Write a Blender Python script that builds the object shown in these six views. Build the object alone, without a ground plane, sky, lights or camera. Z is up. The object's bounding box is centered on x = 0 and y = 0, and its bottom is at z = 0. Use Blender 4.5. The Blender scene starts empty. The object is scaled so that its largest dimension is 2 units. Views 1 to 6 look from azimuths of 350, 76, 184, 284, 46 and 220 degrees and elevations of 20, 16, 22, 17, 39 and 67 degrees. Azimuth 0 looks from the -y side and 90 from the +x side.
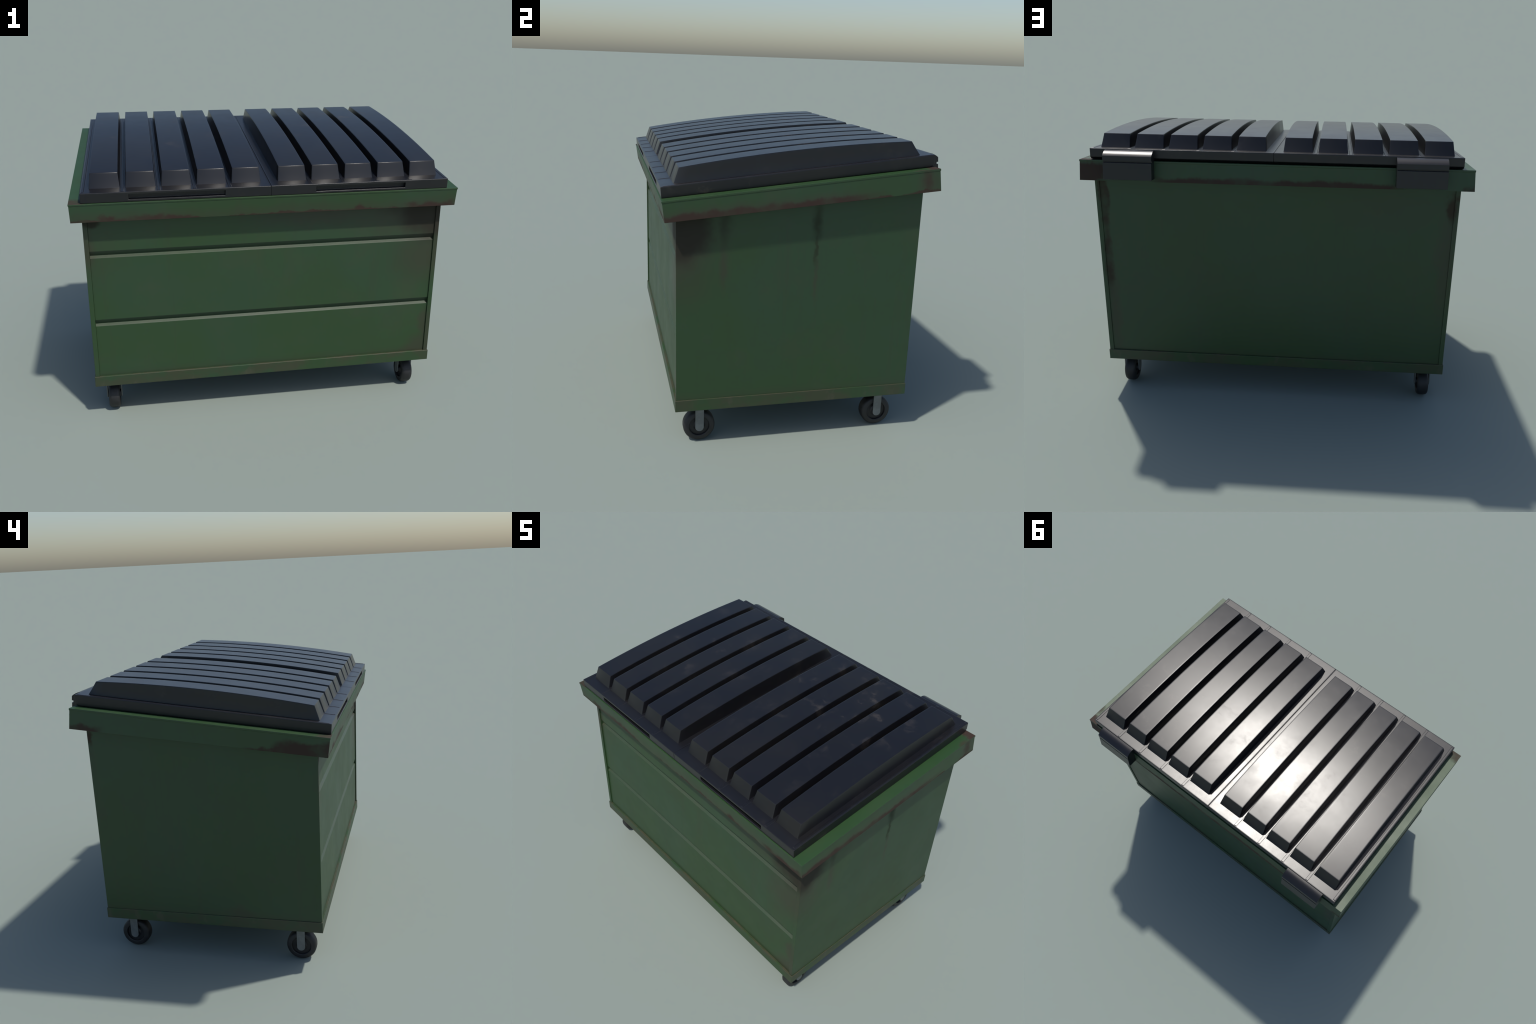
# A wheeled steel rubbish container: green painted box with a grooved front, sloping rim,
# two ribbed black plastic lids, two rear hinges, four casters.
import math
import bpy
import bmesh
from mathutils import Vector

# ------------------------------------------------------------------ dimensions (metres)
BODY_X = 0.945            # outer face of the side panels
POST = 0.0235             # thickness of a side panel, seen as a post at front and back
FRONT_Y, BACK_Y = -0.6185, 0.5675
BASE_Z0, BASE_Z1 = 0.200, 0.2595
RIM_SLOPE = (1.3868 - 1.2465) / (0.6225 + 0.6876)
LID_SLOPE = (1.4447 - 1.2987) / (0.6137 + 0.6858)


def rim_top(y):
    return 1.2465 + (y + 0.6876) * RIM_SLOPE


def lid_top(y):
    return 1.2987 + (y + 0.6858) * LID_SLOPE


# ------------------------------------------------------------------ node helper
class Nodes:
    def __init__(self, name):
        self.mat = bpy.data.materials.new(name)
        self.mat.use_nodes = True
        self.t = self.mat.node_tree
        self.t.nodes.clear()
        self.out = self.t.nodes.new("ShaderNodeOutputMaterial")
        self.bsdf = self.t.nodes.new("ShaderNodeBsdfPrincipled")
        self.t.links.new(self.bsdf.outputs[0], self.out.inputs[0])
        self.co = self.t.nodes.new("ShaderNodeTexCoord").outputs["Object"]
        self.geo = self.t.nodes.new("ShaderNodeNewGeometry")

    def put(self, sock, v):
        if isinstance(v, bpy.types.NodeSocket):
            self.t.links.new(v, sock)
        elif v is not None:
            if isinstance(v, tuple) and len(v) == 3 and sock.type == "RGBA":
                v = (*v, 1.0)
            sock.default_value = v

    def math(self, op, a, b=None, c=None, clamp=False):
        n = self.t.nodes.new("ShaderNodeMath")
        n.operation, n.use_clamp = op, clamp
        for i, v in enumerate((a, b, c)):
            self.put(n.inputs[i], v)
        return n.outputs[0]

    def vmath(self, op, a, b=None, scale=None):
        n = self.t.nodes.new("ShaderNodeVectorMath")
        n.operation = op
        self.put(n.inputs[0], a)
        if b is not None:
            self.put(n.inputs[1], b)
        if scale is not None:
            self.put(n.inputs["Scale"], scale)
        return n.outputs["Value"] if op in ("LENGTH", "DOT_PRODUCT", "DISTANCE") else n.outputs[0]

    def xyz(self, v):
        n = self.t.nodes.new("ShaderNodeSeparateXYZ")
        self.put(n.inputs[0], v)
        return n.outputs

    def noise(self, scale, detail=4.0, rough=0.55, vec=None, stretch=None, colour=False):
        v = vec or self.co
        if stretch:
            v = self.vmath("MULTIPLY", v, stretch)
        n = self.t.nodes.new("ShaderNodeTexNoise")
        self.put(n.inputs["Vector"], v)
        n.inputs["Scale"].default_value = scale
        n.inputs["Detail"].default_value = detail
        n.inputs["Roughness"].default_value = rough
        return n.outputs["Color" if colour else "Fac"]

    def remap(self, v, a, b, lo=0.0, hi=1.0, smooth=True):
        n = self.t.nodes.new("ShaderNodeMapRange")
        n.interpolation_type = "SMOOTHSTEP" if smooth else "LINEAR"
        self.put(n.inputs[0], v)
        for i, x in enumerate((a, b, lo, hi)):
            self.put(n.inputs[i + 1], x)
        return n.outputs[0]

    def mix(self, f, a, b, mode="MIX"):
        n = self.t.nodes.new("ShaderNodeMix")
        n.data_type, n.blend_type = "RGBA", mode
        self.put(n.inputs[0], f)
        self.put(n.inputs[6], a)
        self.put(n.inputs[7], b)
        return n.outputs[2]

    def blob(self, centre, radii, vec, inner=0.35):
        """Soft ellipsoidal patch around a place on the object, 1 inside, 0 outside."""
        d = self.vmath("SUBTRACT", vec, centre)
        d = self.vmath("DIVIDE", d, radii)
        return self.remap(self.vmath("LENGTH", d), 1.0, inner)

    def add_all(self, vs):
        r = vs[0]
        for v in vs[1:]:
            r = self.math("MAXIMUM", r, v)
        return r

    def warped(self, scale, amount, detail=3.0):
        c = self.noise(scale, detail, colour=True)
        c = self.vmath("SUBTRACT", c, (0.5, 0.5, 0.5))
        return self.vmath("ADD", self.co, self.vmath("SCALE", c, scale=amount))

    def bump(self, h, strength, dist, normal=None):
        n = self.t.nodes.new("ShaderNodeBump")
        n.inputs["Strength"].default_value = strength
        n.inputs["Distance"].default_value = dist
        self.put(n.inputs["Height"], h)
        if normal is not None:
            self.put(n.inputs["Normal"], normal)
        return n.outputs[0]


# ------------------------------------------------------------------ materials
GREEN_BLUE = (0.0220, 0.0570, 0.0225)
GREEN_LEAF = (0.0220, 0.0570, 0.0165)
GREEN_OLIVE = (0.0330, 0.0550, 0.0235)
DIRT = (0.0370, 0.0345, 0.0195)
RUST = (0.0470, 0.0240, 0.0200)
BLACKENED = (0.0290, 0.0235, 0.0170)


def paint_material(name, kind):
    N = Nodes(name)
    x, y, z = N.xyz(N.co)
    w = N.warped(9.0, 0.11, 4.0)          # broken outlines
    wf = N.warped(22.0, 0.045, 4.0)       # finer broken outlines
    big = N.noise(1.7, 3.0, 0.5)
    mid = N.noise(4.5, 5.0, 0.6)
    col = N.mix(N.remap(big, 0.38, 0.64), GREEN_BLUE, GREEN_LEAF)
    col = N.mix(N.math("MULTIPLY", N.remap(mid, 0.50, 0.72), 0.5), col, GREEN_OLIVE)
    streak = N.noise(1.0, 3.0, 0.6, stretch=(16.0, 16.0, 0.8))
    col = N.mix(N.math("MULTIPLY", N.remap(streak, 0.52, 0.75), 0.22), col, DIRT)
    fade = N.noise(7.0, 4.0, 0.6)
    col = N.mix(N.math("MULTIPLY", N.remap(fade, 0.60, 0.8), 0.3), col, (0.030, 0.053, 0.037))
    rough = N.remap(mid, 0.3, 0.7, 0.43, 0.53, False)
    nx, ny, nz = N.xyz(N.geo.outputs["Normal"])
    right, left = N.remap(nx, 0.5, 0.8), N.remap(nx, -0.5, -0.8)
    front, back = N.remap(ny, -0.3, -0.6), N.remap(ny, 0.5, 0.8)
    top = N.remap(nz, 0.6, 0.9)

    spec = 0.55

    def patch(mask, colour, strength=1.0):
        nonlocal col, rough, spec
        if colour in (RUST, BLACKENED):
            rough = N.math("ADD", rough, N.math("MULTIPLY", mask, 0.25))
            spec = N.math("MULTIPLY", spec, N.math("SUBTRACT", 1.0, N.math("MULTIPLY", mask, 0.5)))
        col = N.mix(N.math("MULTIPLY", mask, strength, clamp=True), col, colour)

    if kind == "wall":
        patch(N.remap(nz, -0.2, -0.4), (0.013, 0.030, 0.015), 0.7)   # paint darkened to deepen the shade under each fold
        ledge = N.remap(nz, 0.45, 0.65)            # paler, browner tone on the pressed ledges
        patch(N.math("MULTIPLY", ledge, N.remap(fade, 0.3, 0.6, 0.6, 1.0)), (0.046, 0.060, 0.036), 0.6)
        # brown film on the upper right of the front, and small corner patches
        b = [N.blob((0.80, -0.61, 1.10), (0.62, 0.2, 0.20), w, 0.1),
             N.blob((0.90, -0.61, 0.85), (0.33, 0.2, 0.22), w, 0.1),
             N.blob((0.92, -0.61, 0.24), (0.17, 0.2, 0.17), w, 0.5),
             N.blob((0.92, -0.61, 0.40), (0.05, 0.2, 0.20), w, 0.3),
             N.blob((-0.94, -0.61, 0.98), (0.06, 0.2, 0.14), w, 0.3),
             N.blob((0.30, -0.61, 1.12), (0.55, 0.2, 0.10), w, 0.1)]
        patch(N.math("MULTIPLY", N.add_all(b), front), DIRT, 0.68)
        # dirt run-off on the right-hand wall
        run = N.vmath("MULTIPLY", w, (1.0, 1.0, 1.0))
        b = [N.blob((0.945, -0.62, 1.02), (0.3, 0.24, 0.32), run, 0.2),
             N.math("MULTIPLY", N.blob((0.945, -0.60, 0.84), (0.3, 0.20, 0.17), run, 0.1), 0.5)]
        patch(N.math("MULTIPLY", N.add_all(b), right), DIRT, 0.75)
        b = [N.blob((0.945, -0.60, 1.12), (0.3, 0.20, 0.23), run, 0.5),
             N.math("MULTIPLY", N.blob((0.945, -0.395, 1.13), (0.3, 0.055, 0.15), run, 0.0), 0.6),
             N.math("MULTIPLY", front, N.blob((-0.91, -0.61, 1.14), (0.06, 0.3, 0.06), wf, 0.5)),
             N.blob((0.93, -0.61, 1.12), (0.40, 0.08, 0.09), w, 0.1)]
        patch(N.add_all(b), BLACKENED, 0.88)
        b = [N.blob((0.945, 0.045, 1.12), (0.3, 0.040, 0.14), wf, 0.0),
             N.blob((0.945, 0.043, 1.00), (0.3, 0.018, 0.13), wf, 0.1)]
        patch(N.add_all(b), BLACKENED, 0.58)
        b = [N.blob((0.945, 0.05, 0.84), (0.3, 0.016, 0.16), wf, 0.1),
             N.blob((0.945, -0.40, 0.92), (0.3, 0.03, 0.17), wf, 0.1)]
        patch(N.add_all(b), DIRT, 0.7)
        # rust creeping along the back posts and their inner corners
        b = [N.blob((0.905, 0.565, 1.17), (0.035, 0.1, 0.22), wf, 0.5),
             N.blob((0.905, 0.565, 0.82), (0.032, 0.1, 0.26), wf, 0.35),
             N.blob((-0.912, 0.565, 1.16), (0.034, 0.1, 0.10), wf, 0.3),
             N.blob((-0.945, 0.555, 1.22), (0.1, 0.02, 0.06), wf, 0.3)]
        patch(N.math("MULTIPLY", N.add_all(b), N.remap(fade, 0.35, 0.6, 0.4, 1.0)), RUST, 0.75)
        b = [N.blob((0.89, 0.565, 0.50), (0.05, 0.1, 0.35), w, 0.2),
             N.blob((-0.90, 0.565, 0.85), (0.07, 0.1, 0.45), w, 0.2),
             N.math("MULTIPLY", N.blob((-0.55, 0.565, 1.15), (0.40, 0.1, 0.16), w, 0.1), 0.5),
             N.math("MULTIPLY", N.blob((-0.945, -0.62, 0.95), (0.3, 0.05, 0.25), w, 0.2), 0.4),
             N.blob((-0.945, -0.20, 0.28), (0.3, 0.12, 0.05), w, 0.2)]
        patch(N.add_all(b), DIRT, 0.55)
        # grime under the rim and in the corner above the base
        low = N.remap(N.math("ADD", z, N.math("MULTIPLY", mid, 0.06)), 0.335, 0.285)
        patch(low, DIRT, 0.28)

    elif kind == "rim":
        # height above the lower edge, measured along the sloping rim
        low_z = N.math("ADD", N.math("MULTIPLY", y, (1.2808 - 1.149) / (0.6332 + 0.6734)), 1.2169)
        h = N.math("SUBTRACT", z, low_z)
        jag = N.noise(7.0, 5.0, 0.65, stretch=(1.0, 1.0, 0.7))
        edge = N.math("SUBTRACT", h, N.math("MULTIPLY", N.math("SUBTRACT", jag, 0.5), 0.07))
        band = N.remap(edge, 0.036, 0.016)
        side_right = N.math("MULTIPLY", right, N.remap(y, 0.42, 0.10))
        wide = N.remap(edge, 0.040, 0.018)
        back_mid = N.math("MULTIPLY", back, N.remap(N.math("ABSOLUTE", N.math("ADD", x, 0.02)), 0.68, 0.55))
        front_some = N.math("MULTIPLY", front, N.remap(N.noise(2.6, 2.0, 0.5), 0.46, 0.56))
        thin = N.remap(edge, 0.010, 0.002)
        rust = [N.math("MULTIPLY", wide, side_right),
                N.math("MULTIPLY", band, back_mid),
                N.math("MULTIPLY", N.remap(edge, 0.022, 0.004), front_some),
                N.math("MULTIPLY", thin, N.math("MAXIMUM", front, right))]
        # rusty corners
        rust += [N.math("MULTIPLY", front, N.blob((0.86, -0.69, 1.150), (0.20, 0.2, 0.045), w, 0.4)),
                 N.math("MULTIPLY", back, N.blob((0.97, 0.63, 1.31), (0.17, 0.03, 0.085), w, 0.6)),
                 N.blob((-1.0, 0.64, 1.27), (0.09, 0.03, 0.055), w, 0.5),
                 N.math("MULTIPLY", left, N.blob((-1.0, 0.58, 1.268), (0.05, 0.15, 0.045), w, 0.5)),
                 N.math("MULTIPLY", left, N.blob((-1.0, -0.62, 1.18), (0.05, 0.26, 0.062), w, 0.6)),
                 N.math("MULTIPLY", left, N.blob((-1.0, -0.46, 1.168), (0.05, 0.26, 0.032), w, 0.5)),
                 N.blob((-1.0, -0.33, 1.178), (0.05, 0.05, 0.02), wf, 0.5),
                 N.math("MULTIPLY", right, N.math("MULTIPLY", N.blob((1.0, 0.56, 1.33), (0.05, 0.035, 0.09), wf, 0.1), 0.7)),
                 N.blob((-0.60, -0.69, 1.160), (0.17, 0.2, 0.030), wf, 0.3),
                 N.blob((-0.82, -0.69, 1.160), (0.06, 0.2, 0.034), wf, 0.4),
                 N.blob((0.47, -0.69, 1.155), (0.04, 0.2, 0.03), wf, 0.4),
                 N.math("MULTIPLY", top, N.blob((-1.0, -0.68, 1.25), (0.10, 0.07, 0.2), wf, 0.6)),
                 N.math("MULTIPLY", top, N.blob((1.0, 0.62, 1.39), (0.12, 0.06, 0.2), wf, 0.6)),
                 N.math("MULTIPLY", top, N.blob((1.0, 0.52, 1.38), (0.05, 0.07, 0.2), w, 0.1))]
        film = [N.blob((0.93, -0.69, 1.16), (0.30, 0.2, 0.07), w, 0.1),
                N.blob((1.0, 0.58, 1.32), (0.05, 0.11, 0.09), w, 0.2),
                N.math("MULTIPLY", N.remap(edge, 0.07, 0.02), N.math("MAXIMUM", N.math("MULTIPLY", front, 0.7), side_right))]
        patch(N.add_all(film), DIRT, 0.55)
        patch(N.math("MULTIPLY", N.add_all(rust), N.remap(fade, 0.30, 0.55, 0.55, 1.0)), RUST, 0.88)
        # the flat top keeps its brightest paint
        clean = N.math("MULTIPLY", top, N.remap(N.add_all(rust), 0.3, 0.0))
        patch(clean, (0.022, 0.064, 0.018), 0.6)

    elif kind == "base":
        worn = N.noise(5.0, 5.0, 0.6, stretch=(1.0, 1.0, 1.6))
        patch(N.remap(worn, 0.40, 0.60), (0.042, 0.043, 0.022), 0.72)
        spot = N.noise(13.0, 4.0, 0.6, stretch=(1.0, 1.0, 0.6))
        patch(N.remap(spot, 0.58, 0.72), (0.066, 0.062, 0.040), 0.55)
        lip = N.remap(z, BASE_Z1 - 0.006, BASE_Z1 - 0.001)
        patch(N.math("MULTIPLY", lip, N.remap(worn, 0.35, 0.6)), (0.072, 0.060, 0.036), 0.45)

    grain = N.noise(60.0, 4.0, 0.6)
    dents = N.noise(3.0, 2.0, 0.5)
    nrm = N.bump(grain, 0.05, 0.004)
    nrm = N.bump(dents, 0.10, 0.02, nrm)
    N.put(N.bsdf.inputs["Base Color"], col)
    N.put(N.bsdf.inputs["Roughness"], rough)
    N.put(N.bsdf.inputs["Specular IOR Level"], spec)
    N.put(N.bsdf.inputs["Normal"], nrm)
    return N.mat


def plastic_material(name, dirt=1.0, gloss=0.285, round_edge=0.011):
    N = Nodes(name)
    w = N.warped(10.0, 0.06, 4.0)
    big = N.noise(2.2, 4.0, 0.6)
    fine = N.noise(8.0, 5.0, 0.68, vec=w)
    speck = N.noise(17.0, 5.0, 0.7, vec=w)
    col = N.mix(N.remap(big, 0.4, 0.65), (0.0058, 0.0060, 0.0084), (0.0090, 0.0085, 0.0090))
    # dusty brown blotches, thickest over the right-hand half
    where = N.add_all([N.blob((0.45, 0.20, 1.47), (0.55, 0.55, 0.4), w, 0.1),
                       N.math("MULTIPLY", N.blob((-0.55, 0.0, 1.45), (0.5, 0.6, 0.4), w, 0.1), 0.4),
                       N.blob((0.93, -0.45, 1.31), (0.05, 0.35, 0.05), w, 0.3)])
    spots = N.math("MULTIPLY", N.remap(fine, 0.53, 0.70), N.remap(speck, 0.36, 0.6))
    spots = N.math("MULTIPLY", spots, N.math("ADD", N.math("MULTIPLY", where, 0.85), 0.15))
    col = N.mix(N.math("MULTIPLY", spots, 0.65 * dirt), col, (0.072, 0.060, 0.050))
    N.put(N.bsdf.inputs["Base Color"], col)
    rough = N.remap(fine, 0.3, 0.75, gloss, gloss + 0.05, False)
    rough = N.math("ADD", rough, N.math("MULTIPLY", spots, 0.04 * dirt))
    N.put(N.bsdf.inputs["Roughness"], rough)
    N.put(N.bsdf.inputs["Specular IOR Level"], 0.5)
    N.put(N.bsdf.inputs["Coat Weight"], 0.15)       # dull outer skin, seen at a glancing view
    N.put(N.bsdf.inputs["Coat Roughness"], 0.65)
    soft = None
    if round_edge:                                 # moulded edges look softly rounded
        edge = N.t.nodes.new("ShaderNodeBevel")
        edge.samples = 8
        edge.inputs["Radius"].default_value = round_edge
        bend = N.vmath("ADD", N.vmath("SCALE", edge.outputs[0], scale=0.42), N.vmath("SCALE", N.geo.outputs["Normal"], scale=0.58))
        soft = N.vmath("NORMALIZE", bend)
    N.put(N.bsdf.inputs["Normal"], soft or N.bump(N.noise(26.0, 4.0, 0.6), 0.05, 0.003))
    return N.mat


def plain_material(name, colour, rough, metallic=0.0, vary=0.25, scale=14.0):
    N = Nodes(name)
    n = N.noise(scale, 4.0, 0.6)
    dark = tuple(c * (1 - vary) for c in colour)
    light = tuple(c * (1 + vary) for c in colour)
    N.put(N.bsdf.inputs["Base Color"], N.mix(N.remap(n, 0.35, 0.65), dark, light))
    N.put(N.bsdf.inputs["Roughness"], N.remap(n, 0.3, 0.7, rough - 0.05, rough + 0.05, False))
    N.put(N.bsdf.inputs["Metallic"], metallic)
    N.put(N.bsdf.inputs["Normal"], N.bump(N.noise(70.0, 3.0), 0.05, 0.003))
    return N.mat


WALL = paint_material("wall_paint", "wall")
RIM = paint_material("rim_paint", "rim")
BASE = paint_material("base_paint", "base")
LID = plastic_material("lid_plastic")
HINGE = plastic_material("hinge_plastic", 0.4, 0.285, 0.0)
WELT = plastic_material("welt_plastic", 1.0, 0.285, 0.0)
RUBBER = plain_material("tyre_rubber", (0.017, 0.017, 0.018), 0.55)
HUB = plain_material("hub_plastic", (0.010, 0.010, 0.012), 0.5)
ZINC = plain_material("fork_zinc", (0.17, 0.18, 0.18), 0.5, 0.35, 0.12, 30.0)

# ------------------------------------------------------------------ mesh helpers


def link(name, verts, faces, mat, parent, bevel=0.0, segs=2, smooth=True, angle=30):
    me = bpy.data.meshes.new(name)
    me.from_pydata([tuple(v) for v in verts], [], faces)
    bm = bmesh.new()
    bm.from_mesh(me)
    bmesh.ops.recalc_face_normals(bm, faces=bm.faces)
    bm.to_mesh(me)
    bm.free()
    return finish(name, me, mat, parent, bevel, segs, smooth, angle)


def finish(name, me, mat, parent, bevel=0.0, segs=2, smooth=True, angle=30):
    me.materials.append(mat)
    o = bpy.data.objects.new(name, me)
    bpy.context.scene.collection.objects.link(o)
    o.parent = parent
    if smooth:
        for p in me.polygons:
            p.use_smooth = True
        me.set_sharp_from_angle(angle=math.radians(angle))
    if bevel:
        m = o.modifiers.new("bevel", "BEVEL")
        m.width, m.segments, m.limit_method = bevel, segs, "ANGLE"
        m.angle_limit = math.radians(25)
        m.harden_normals = True
    return o


def extrude_x(profile, x0, x1):
    """Solid bar: a closed (y, z) profile swept along x."""
    n = len(profile)
    v = [(x0, y, z) for y, z in profile] + [(x1, y, z) for y, z in profile]
    f = [(i, (i + 1) % n, n + (i + 1) % n, n + i) for i in range(n)]
    f += [tuple(range(n)), tuple(range(2 * n - 1, n - 1, -1))]
    return v, f


def box(x0, x1, y0, y1, z0, z1):
    return extrude_x([(y0, z0), (y1, z0), (y1, z1), (y0, z1)], x0, x1)


def joined(parts):
    V, F = [], []
    for v, f in parts:
        b = len(V)
        V += v
        F += [tuple(b + i for i in face) for face in f]
    return V, F


def empty(name, parent=None, loc=(0, 0, 0)):
    e = bpy.data.objects.new(name, None)
    bpy.context.scene.collection.objects.link(e)
    e.parent = parent
    e.location = loc
    return e


root = empty("dumpster")
root["label"] = "worn green steel dumpster with two ribbed black lids and casters"
root["category"] = "dumpster"

# ------------------------------------------------------------------ steel body
body = empty("body", root)

for s in (1, -1):
    v, f = extrude_x([(FRONT_Y, 0.25), (BACK_Y, 0.25), (BACK_Y, rim_top(BACK_Y) - 0.03), (FRONT_Y, rim_top(FRONT_Y) - 0.03)],
                     s * BODY_X, s * (BODY_X - POST))
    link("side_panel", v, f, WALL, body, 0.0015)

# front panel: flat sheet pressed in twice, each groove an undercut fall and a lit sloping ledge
PY, GROOVE = -0.6112, 0.0145
prof = [(PY, 0.25)]
for top in (0.5935, 0.9755):
    prof += [(PY, top - 0.0372), (PY + GROOVE, top - 0.0269), (PY, top)]
prof += [(PY, rim_top(PY) - 0.03), (PY + 0.05, rim_top(PY) - 0.03), (PY + 0.05, 0.25)]
v, f = extrude_x(prof, -(BODY_X - POST), BODY_X - POST)
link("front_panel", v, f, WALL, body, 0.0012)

v, f = box(-(BODY_X - POST), BODY_X - POST, BACK_Y - 0.03, BACK_Y - 0.0055, 0.25, rim_top(BACK_Y) - 0.03)
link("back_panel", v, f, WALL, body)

v, f = box(-0.9492, 0.9492, -0.6225, 0.5707, BASE_Z0, BASE_Z1)
link("base_skirt", v, f, BASE, body, 0.0018)

# rim: a tilted square-section frame with a thin lip round its top edge


def rim_ring(points):
    return [Vector(p) for p in points]


T = rim_ring([(-0.9995, -0.6876, 1.2465), (0.9995, -0.6876, 1.2465), (0.9962, 0.6225, 1.3868), (-0.9962, 0.6225, 1.3868)])
B = rim_ring([(-0.9956, -0.6734, 1.1490), (0.9956, -0.6734, 1.1490), (0.9990, 0.6332, 1.2808), (-0.9990, 0.6332, 1.2808)])


def offset(ring, d):
    return [Vector((p.x - math.copysign(d, p.x), p.y - math.copysign(d, p.y), p.z)) for p in ring]


def between(a, b, t):
    return [p.lerp(q, t) for p, q in zip(a, b)]


IN_X, IN_F, IN_B = 0.925, -0.585, 0.545
inner_t = [Vector((sx * IN_X, y, rim_top(y) - 0.0005)) for sx, y in ((-1, IN_F), (1, IN_F), (1, IN_B), (-1, IN_B))]
inner_b = [Vector((p.x, p.y, p.z - 0.098)) for p in inner_t]
rings = [inner_t, T, between(T, B, 0.085), offset(between(T, B, 0.10), 0.0018), B, inner_b]
verts = [p for r in rings for p in r]
faces = []
for k in range(len(rings)):
    a, b = 4 * k, 4 * ((k + 1) % len(rings))
    faces += [(a + i, a + (i + 1) % 4, b + (i + 1) % 4, b + i) for i in range(4)]
link("rim", verts, faces, RIM, body, 0.0012)

# ------------------------------------------------------------------ lids
RIB_TOP_F, RIB_TOP_B = -0.599, 0.5104
RIB_BOT_F, RIB_BOT_B = -0.6237, 0.5548
RIB_CENTRES = [0.1190 + 0.1761 * k for k in range(5)]
LID_EDGE = 0.9392


def rib_height(t):
    """Arched top of a rib, t from 0 at the front to 1 at the back."""
    return 1.3777 + (1.5014 - 1.3777) * t + 0.0195 * 4 * t * (1 - t)


def smooth_step(a, b, t):
    return a + (b - a) * t


def rib_mesh(xc):
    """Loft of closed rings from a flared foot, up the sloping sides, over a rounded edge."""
    n_long, corner = 22, 2
    # (outward shift of the base outline, share of the way from foot to top, sink below the top surface)
    levels = [(0.0008, 0.0, -0.0010), (0.0, 0.03, 0.0), (0.0, 0.50, 0.0), (0.0, 1.0, 0.0)]
    half_b, half_t = 0.0748, 0.0680
    verts, rings = [], []
    for out, share, lift in levels:
        half = half_b + (half_t - half_b) * share + out
        yf = RIB_BOT_F + (RIB_TOP_F - RIB_BOT_F) * share - out
        yb = RIB_BOT_B + (RIB_TOP_B - RIB_BOT_B) * share + out
        r = 0.0012
        outline = []
        # right side front to back, rounded corners, left side back to front
        for cx, cy, a0 in ((half - r, yf + r, -90), (half - r, yb - r, 0), (-half + r, yb - r, 90), (-half + r, yf + r, 180)):
            arc = [(cx + r * math.cos(math.radians(a0 + 90 * i / corner)), cy + r * math.sin(math.radians(a0 + 90 * i / corner))) for i in range(corner + 1)]
            outline += arc
            if a0 == 0 or a0 == 180:
                continue
            going_back = a0 == -90
            ya, yz = (yf + r, yb - r) if going_back else (yb - r, yf + r)
            xs = half if going_back else -half
            outline += [(xs, ya + (yz - ya) * i / n_long) for i in range(1, n_long)]
        ring = []
        for px, py in outline:
            t = min(1.0, max(0.0, (py - yf) / (yb - yf)))
            foot = lid_top(py)
            zt = rib_height(t)
            z = foot + (zt - foot) * share + lift
            ring.append(len(verts))
            verts.append((xc + px, py, z))
        rings.append(ring)
    faces = []
    n = len(rings[0])
    for a, b in zip(rings, rings[1:]):
        faces += [(a[i], a[(i + 1) % n], b[(i + 1) % n], b[i]) for i in range(n)]
    # close the top with strips across the rib
    top = rings[-1]
    c = corner + 1
    right = top[:c] + top[c:c + n_long - 1] + top[c + n_long - 1:2 * c + n_long - 1]
    left = top[2 * c + n_long - 1:]
    left = left[::-1]
    for i in range(len(right) - 1):
        faces.append((right[i], right[i + 1], left[i + 1], left[i]))
    return verts, faces


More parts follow.
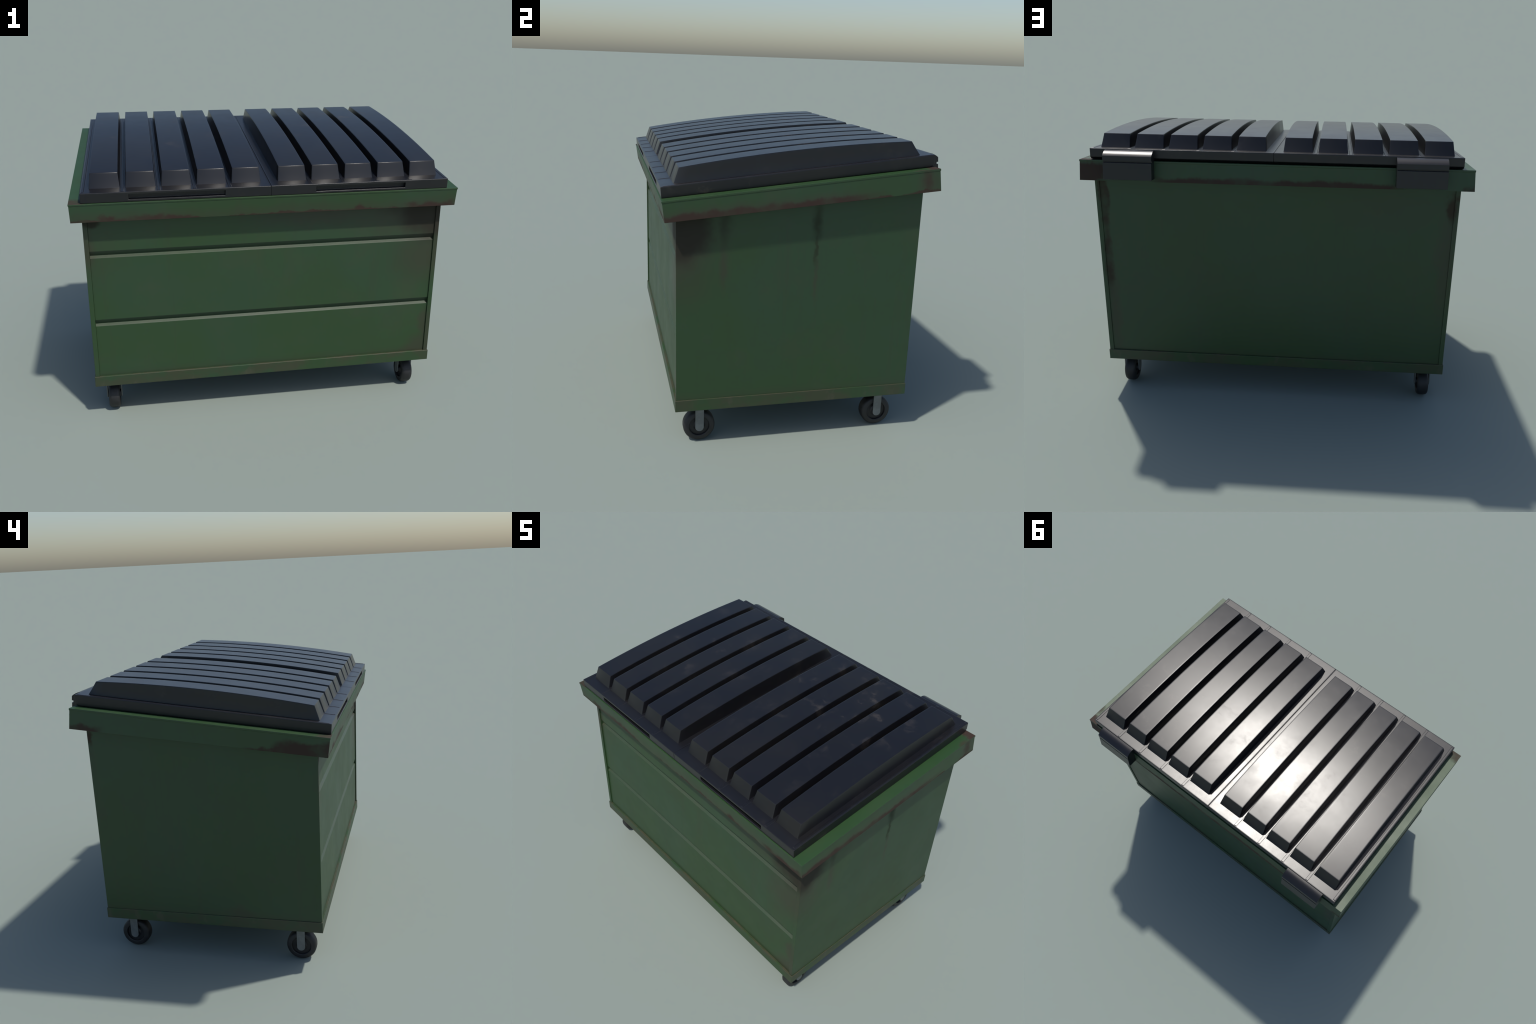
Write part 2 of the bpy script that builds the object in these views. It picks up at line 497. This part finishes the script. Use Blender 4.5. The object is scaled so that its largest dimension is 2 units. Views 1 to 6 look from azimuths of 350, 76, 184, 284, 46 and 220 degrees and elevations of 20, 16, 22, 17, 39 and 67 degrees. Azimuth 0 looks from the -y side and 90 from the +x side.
for s in (1, -1):
    prof = [(-0.6822, rim_top(-0.6822) + 0.0008), (-0.6858, lid_top(-0.6858)), (0.6137, lid_top(0.6137)), (0.6170, 1.4020), (0.6010, 1.3870)]
    v, f = extrude_x(prof, s * 0.0003, s * LID_EDGE)
    lid = link("lid", v, f, LID, root)
    # finger slot sunk into the front skirt
    cv, cf = box(s * 0.2325, s * 0.7080, -0.70, -0.657, 1.2600, 1.2862)
    me = bpy.data.meshes.new("cutter")
    me.from_pydata(cv, [], cf)
    bm = bmesh.new()
    bm.from_mesh(me)
    bmesh.ops.recalc_face_normals(bm, faces=bm.faces)
    bm.to_mesh(me)
    bm.free()
    cutter = bpy.data.objects.new("cutter", me)
    bpy.context.scene.collection.objects.link(cutter)
    m = lid.modifiers.new("slot", "BOOLEAN")
    m.operation, m.object, m.solver = "DIFFERENCE", cutter, "EXACT"
    dg = bpy.context.evaluated_depsgraph_get()
    done = bpy.data.meshes.new_from_object(lid.evaluated_get(dg))
    lid.modifiers.clear()
    lid.data = done
    bpy.data.objects.remove(cutter)
    m = lid.modifiers.new("bevel", "BEVEL")
    m.width, m.segments, m.limit_method, m.harden_normals = 0.0018, 2, "ANGLE", True
    m.angle_limit = math.radians(40)
    # ribs
    for xc in RIB_CENTRES:
        v, f = rib_mesh(s * xc)
        link("lid_rib", v, f, LID, lid, angle=32)
    # low moulded welts that run out over the flange between the ribs, and along the lid's edges
    parts = []

    def welt(x0, x1, y0, y1, h=0.0016):
        e = 0.0032
        pts = []
        for yy in (y0, y1):
            ye = yy + (0.006 if yy == y0 else -0.006)
            pts.append([(x0, yy, lid_top(yy) - 0.001), (x0 + e, ye, lid_top(ye) + h), (x1 - e, ye, lid_top(ye) + h), (x1, yy, lid_top(yy) - 0.001)])
        a, b = pts
        vv = a + b
        ff = [(0, 1, 5, 4), (1, 2, 6, 5), (2, 3, 7, 6), (0, 3, 2, 1), (4, 5, 6, 7), (0, 4, 7, 3)]
        parts.append((vv, ff))

    for a, b in zip(RIB_CENTRES, RIB_CENTRES[1:]):
        c = s * (a + b) / 2
        welt(c - 0.0098, c + 0.0098, -0.6830, 0.6108)
    lo, hi = sorted((s * (LID_EDGE - 0.003), s * (LID_EDGE - 0.020)))
    welt(lo, hi, -0.6780, 0.6060)
    v, f = joined(parts)
    w = link("lid_welt", v, f, WELT, lid, smooth=False)
    w["kind"] = "stuff"

# ------------------------------------------------------------------ hinges
for s in (1, -1):
    hinge = empty("hinge", root)
    x0, x1 = s * 0.6070, s * 0.8575
    cap = [(0.610, 1.4400), (0.626, 1.4410), (0.638, 1.4396), (0.649, 1.4358), (0.659, 1.4307), (0.6670, 1.4258), (0.6725, 1.4213), (0.6752, 1.3990),
           (0.6672, 1.3982), (0.6672, 1.3880), (0.610, 1.3880)]
    v, f = extrude_x(cap, x0 + s * 0.0005, x1 - s * 0.0005)
    link("hinge_cap", v, f, HINGE, hinge, smooth=True, angle=34)
    plate = [(0.618, 1.3872), (0.6762, 1.3882), (0.6872, 1.3032), (0.626, 1.2965)]
    v, f = extrude_x(plate, s * 0.6085, s * 0.8572)
    link("hinge_plate", v, f, HINGE, hinge, 0.0015)

# ------------------------------------------------------------------ casters
R, AXLE = 0.0795, 0.0795


def lathe(profile, n=32):
    """Closed (x, radius) loop turned round the x axis."""
    m = len(profile)
    v, f = [], []
    for k in range(n):
        a = 2 * math.pi * (k + 0.5) / n
        v += [(x, r * math.cos(a), r * math.sin(a)) for x, r in profile]
    for k in range(n):
        a, b = k * m, ((k + 1) % n) * m
        f += [(a + i, a + (i + 1) % m, b + (i + 1) % m, b + i) for i in range(m)]
    return v, f


TYRE = [(-0.031, 0.053), (-0.031, 0.068), (-0.028, 0.0735), (-0.021, 0.0785), (-0.012, R), (0.012, R), (0.021, 0.0785), (0.028, 0.0735), (0.031, 0.068), (0.031, 0.053),
        (0.029, 0.0505), (0.020, 0.0490), (-0.020, 0.0490), (-0.029, 0.0505)]
HUBP = [(-0.021, 0.0495), (-0.021, 0.030), (-0.027, 0.022), (-0.035, 0.020), (-0.035, 0.004), (0.035, 0.004), (0.035, 0.020), (0.027, 0.022), (0.021, 0.030), (0.021, 0.0495)]


def fork_mesh():
    half, th, x_out = 0.0213, 0.0060, 0.0425
    top = BASE_Z0 - AXLE - 0.012
    outline = [(half, top)]
    outline += [(half * math.cos(math.radians(a)), half * math.sin(math.radians(a))) for a in range(0, -181, -15)]
    outline += [(-half, top)]
    parts = [extrude_x(outline, x_out - th, x_out), extrude_x(outline, -x_out, -x_out + th)]
    parts.append(box(-x_out, x_out, -half, half, top + 0.0002, top + 0.006))
    return joined(parts)


tyre_v, tyre_f = lathe(TYRE)
hub_v, hub_f = lathe(HUBP)
fork_v, fork_f = fork_mesh()
first = {}
for sx in (1, -1):
    for cy in (-0.4965, 0.4450):
        caster = empty("caster", root, (sx * 0.8565, cy, AXLE))
        for nm, vv, ff, mat, bev in (("tyre", tyre_v, tyre_f, RUBBER, 0), ("hub", hub_v, hub_f, HUB, 0), ("fork", fork_v, fork_f, ZINC, 0.0012)):
            if nm in first:
                o = first[nm].copy()
                bpy.context.scene.collection.objects.link(o)
                o.parent = caster
            else:
                o = first[nm] = link(nm, vv, ff, mat, caster, bev)
        if "swivel_plate" in first:
            o = first["swivel_plate"].copy()
            bpy.context.scene.collection.objects.link(o)
            o.parent = caster
        else:
            v, f = box(-0.048, 0.048, -0.045, 0.045, BASE_Z0 - AXLE - 0.0060, BASE_Z0 - AXLE - 0.0003)
            first["swivel_plate"] = link("swivel_plate", v, f, ZINC, caster, 0.001)
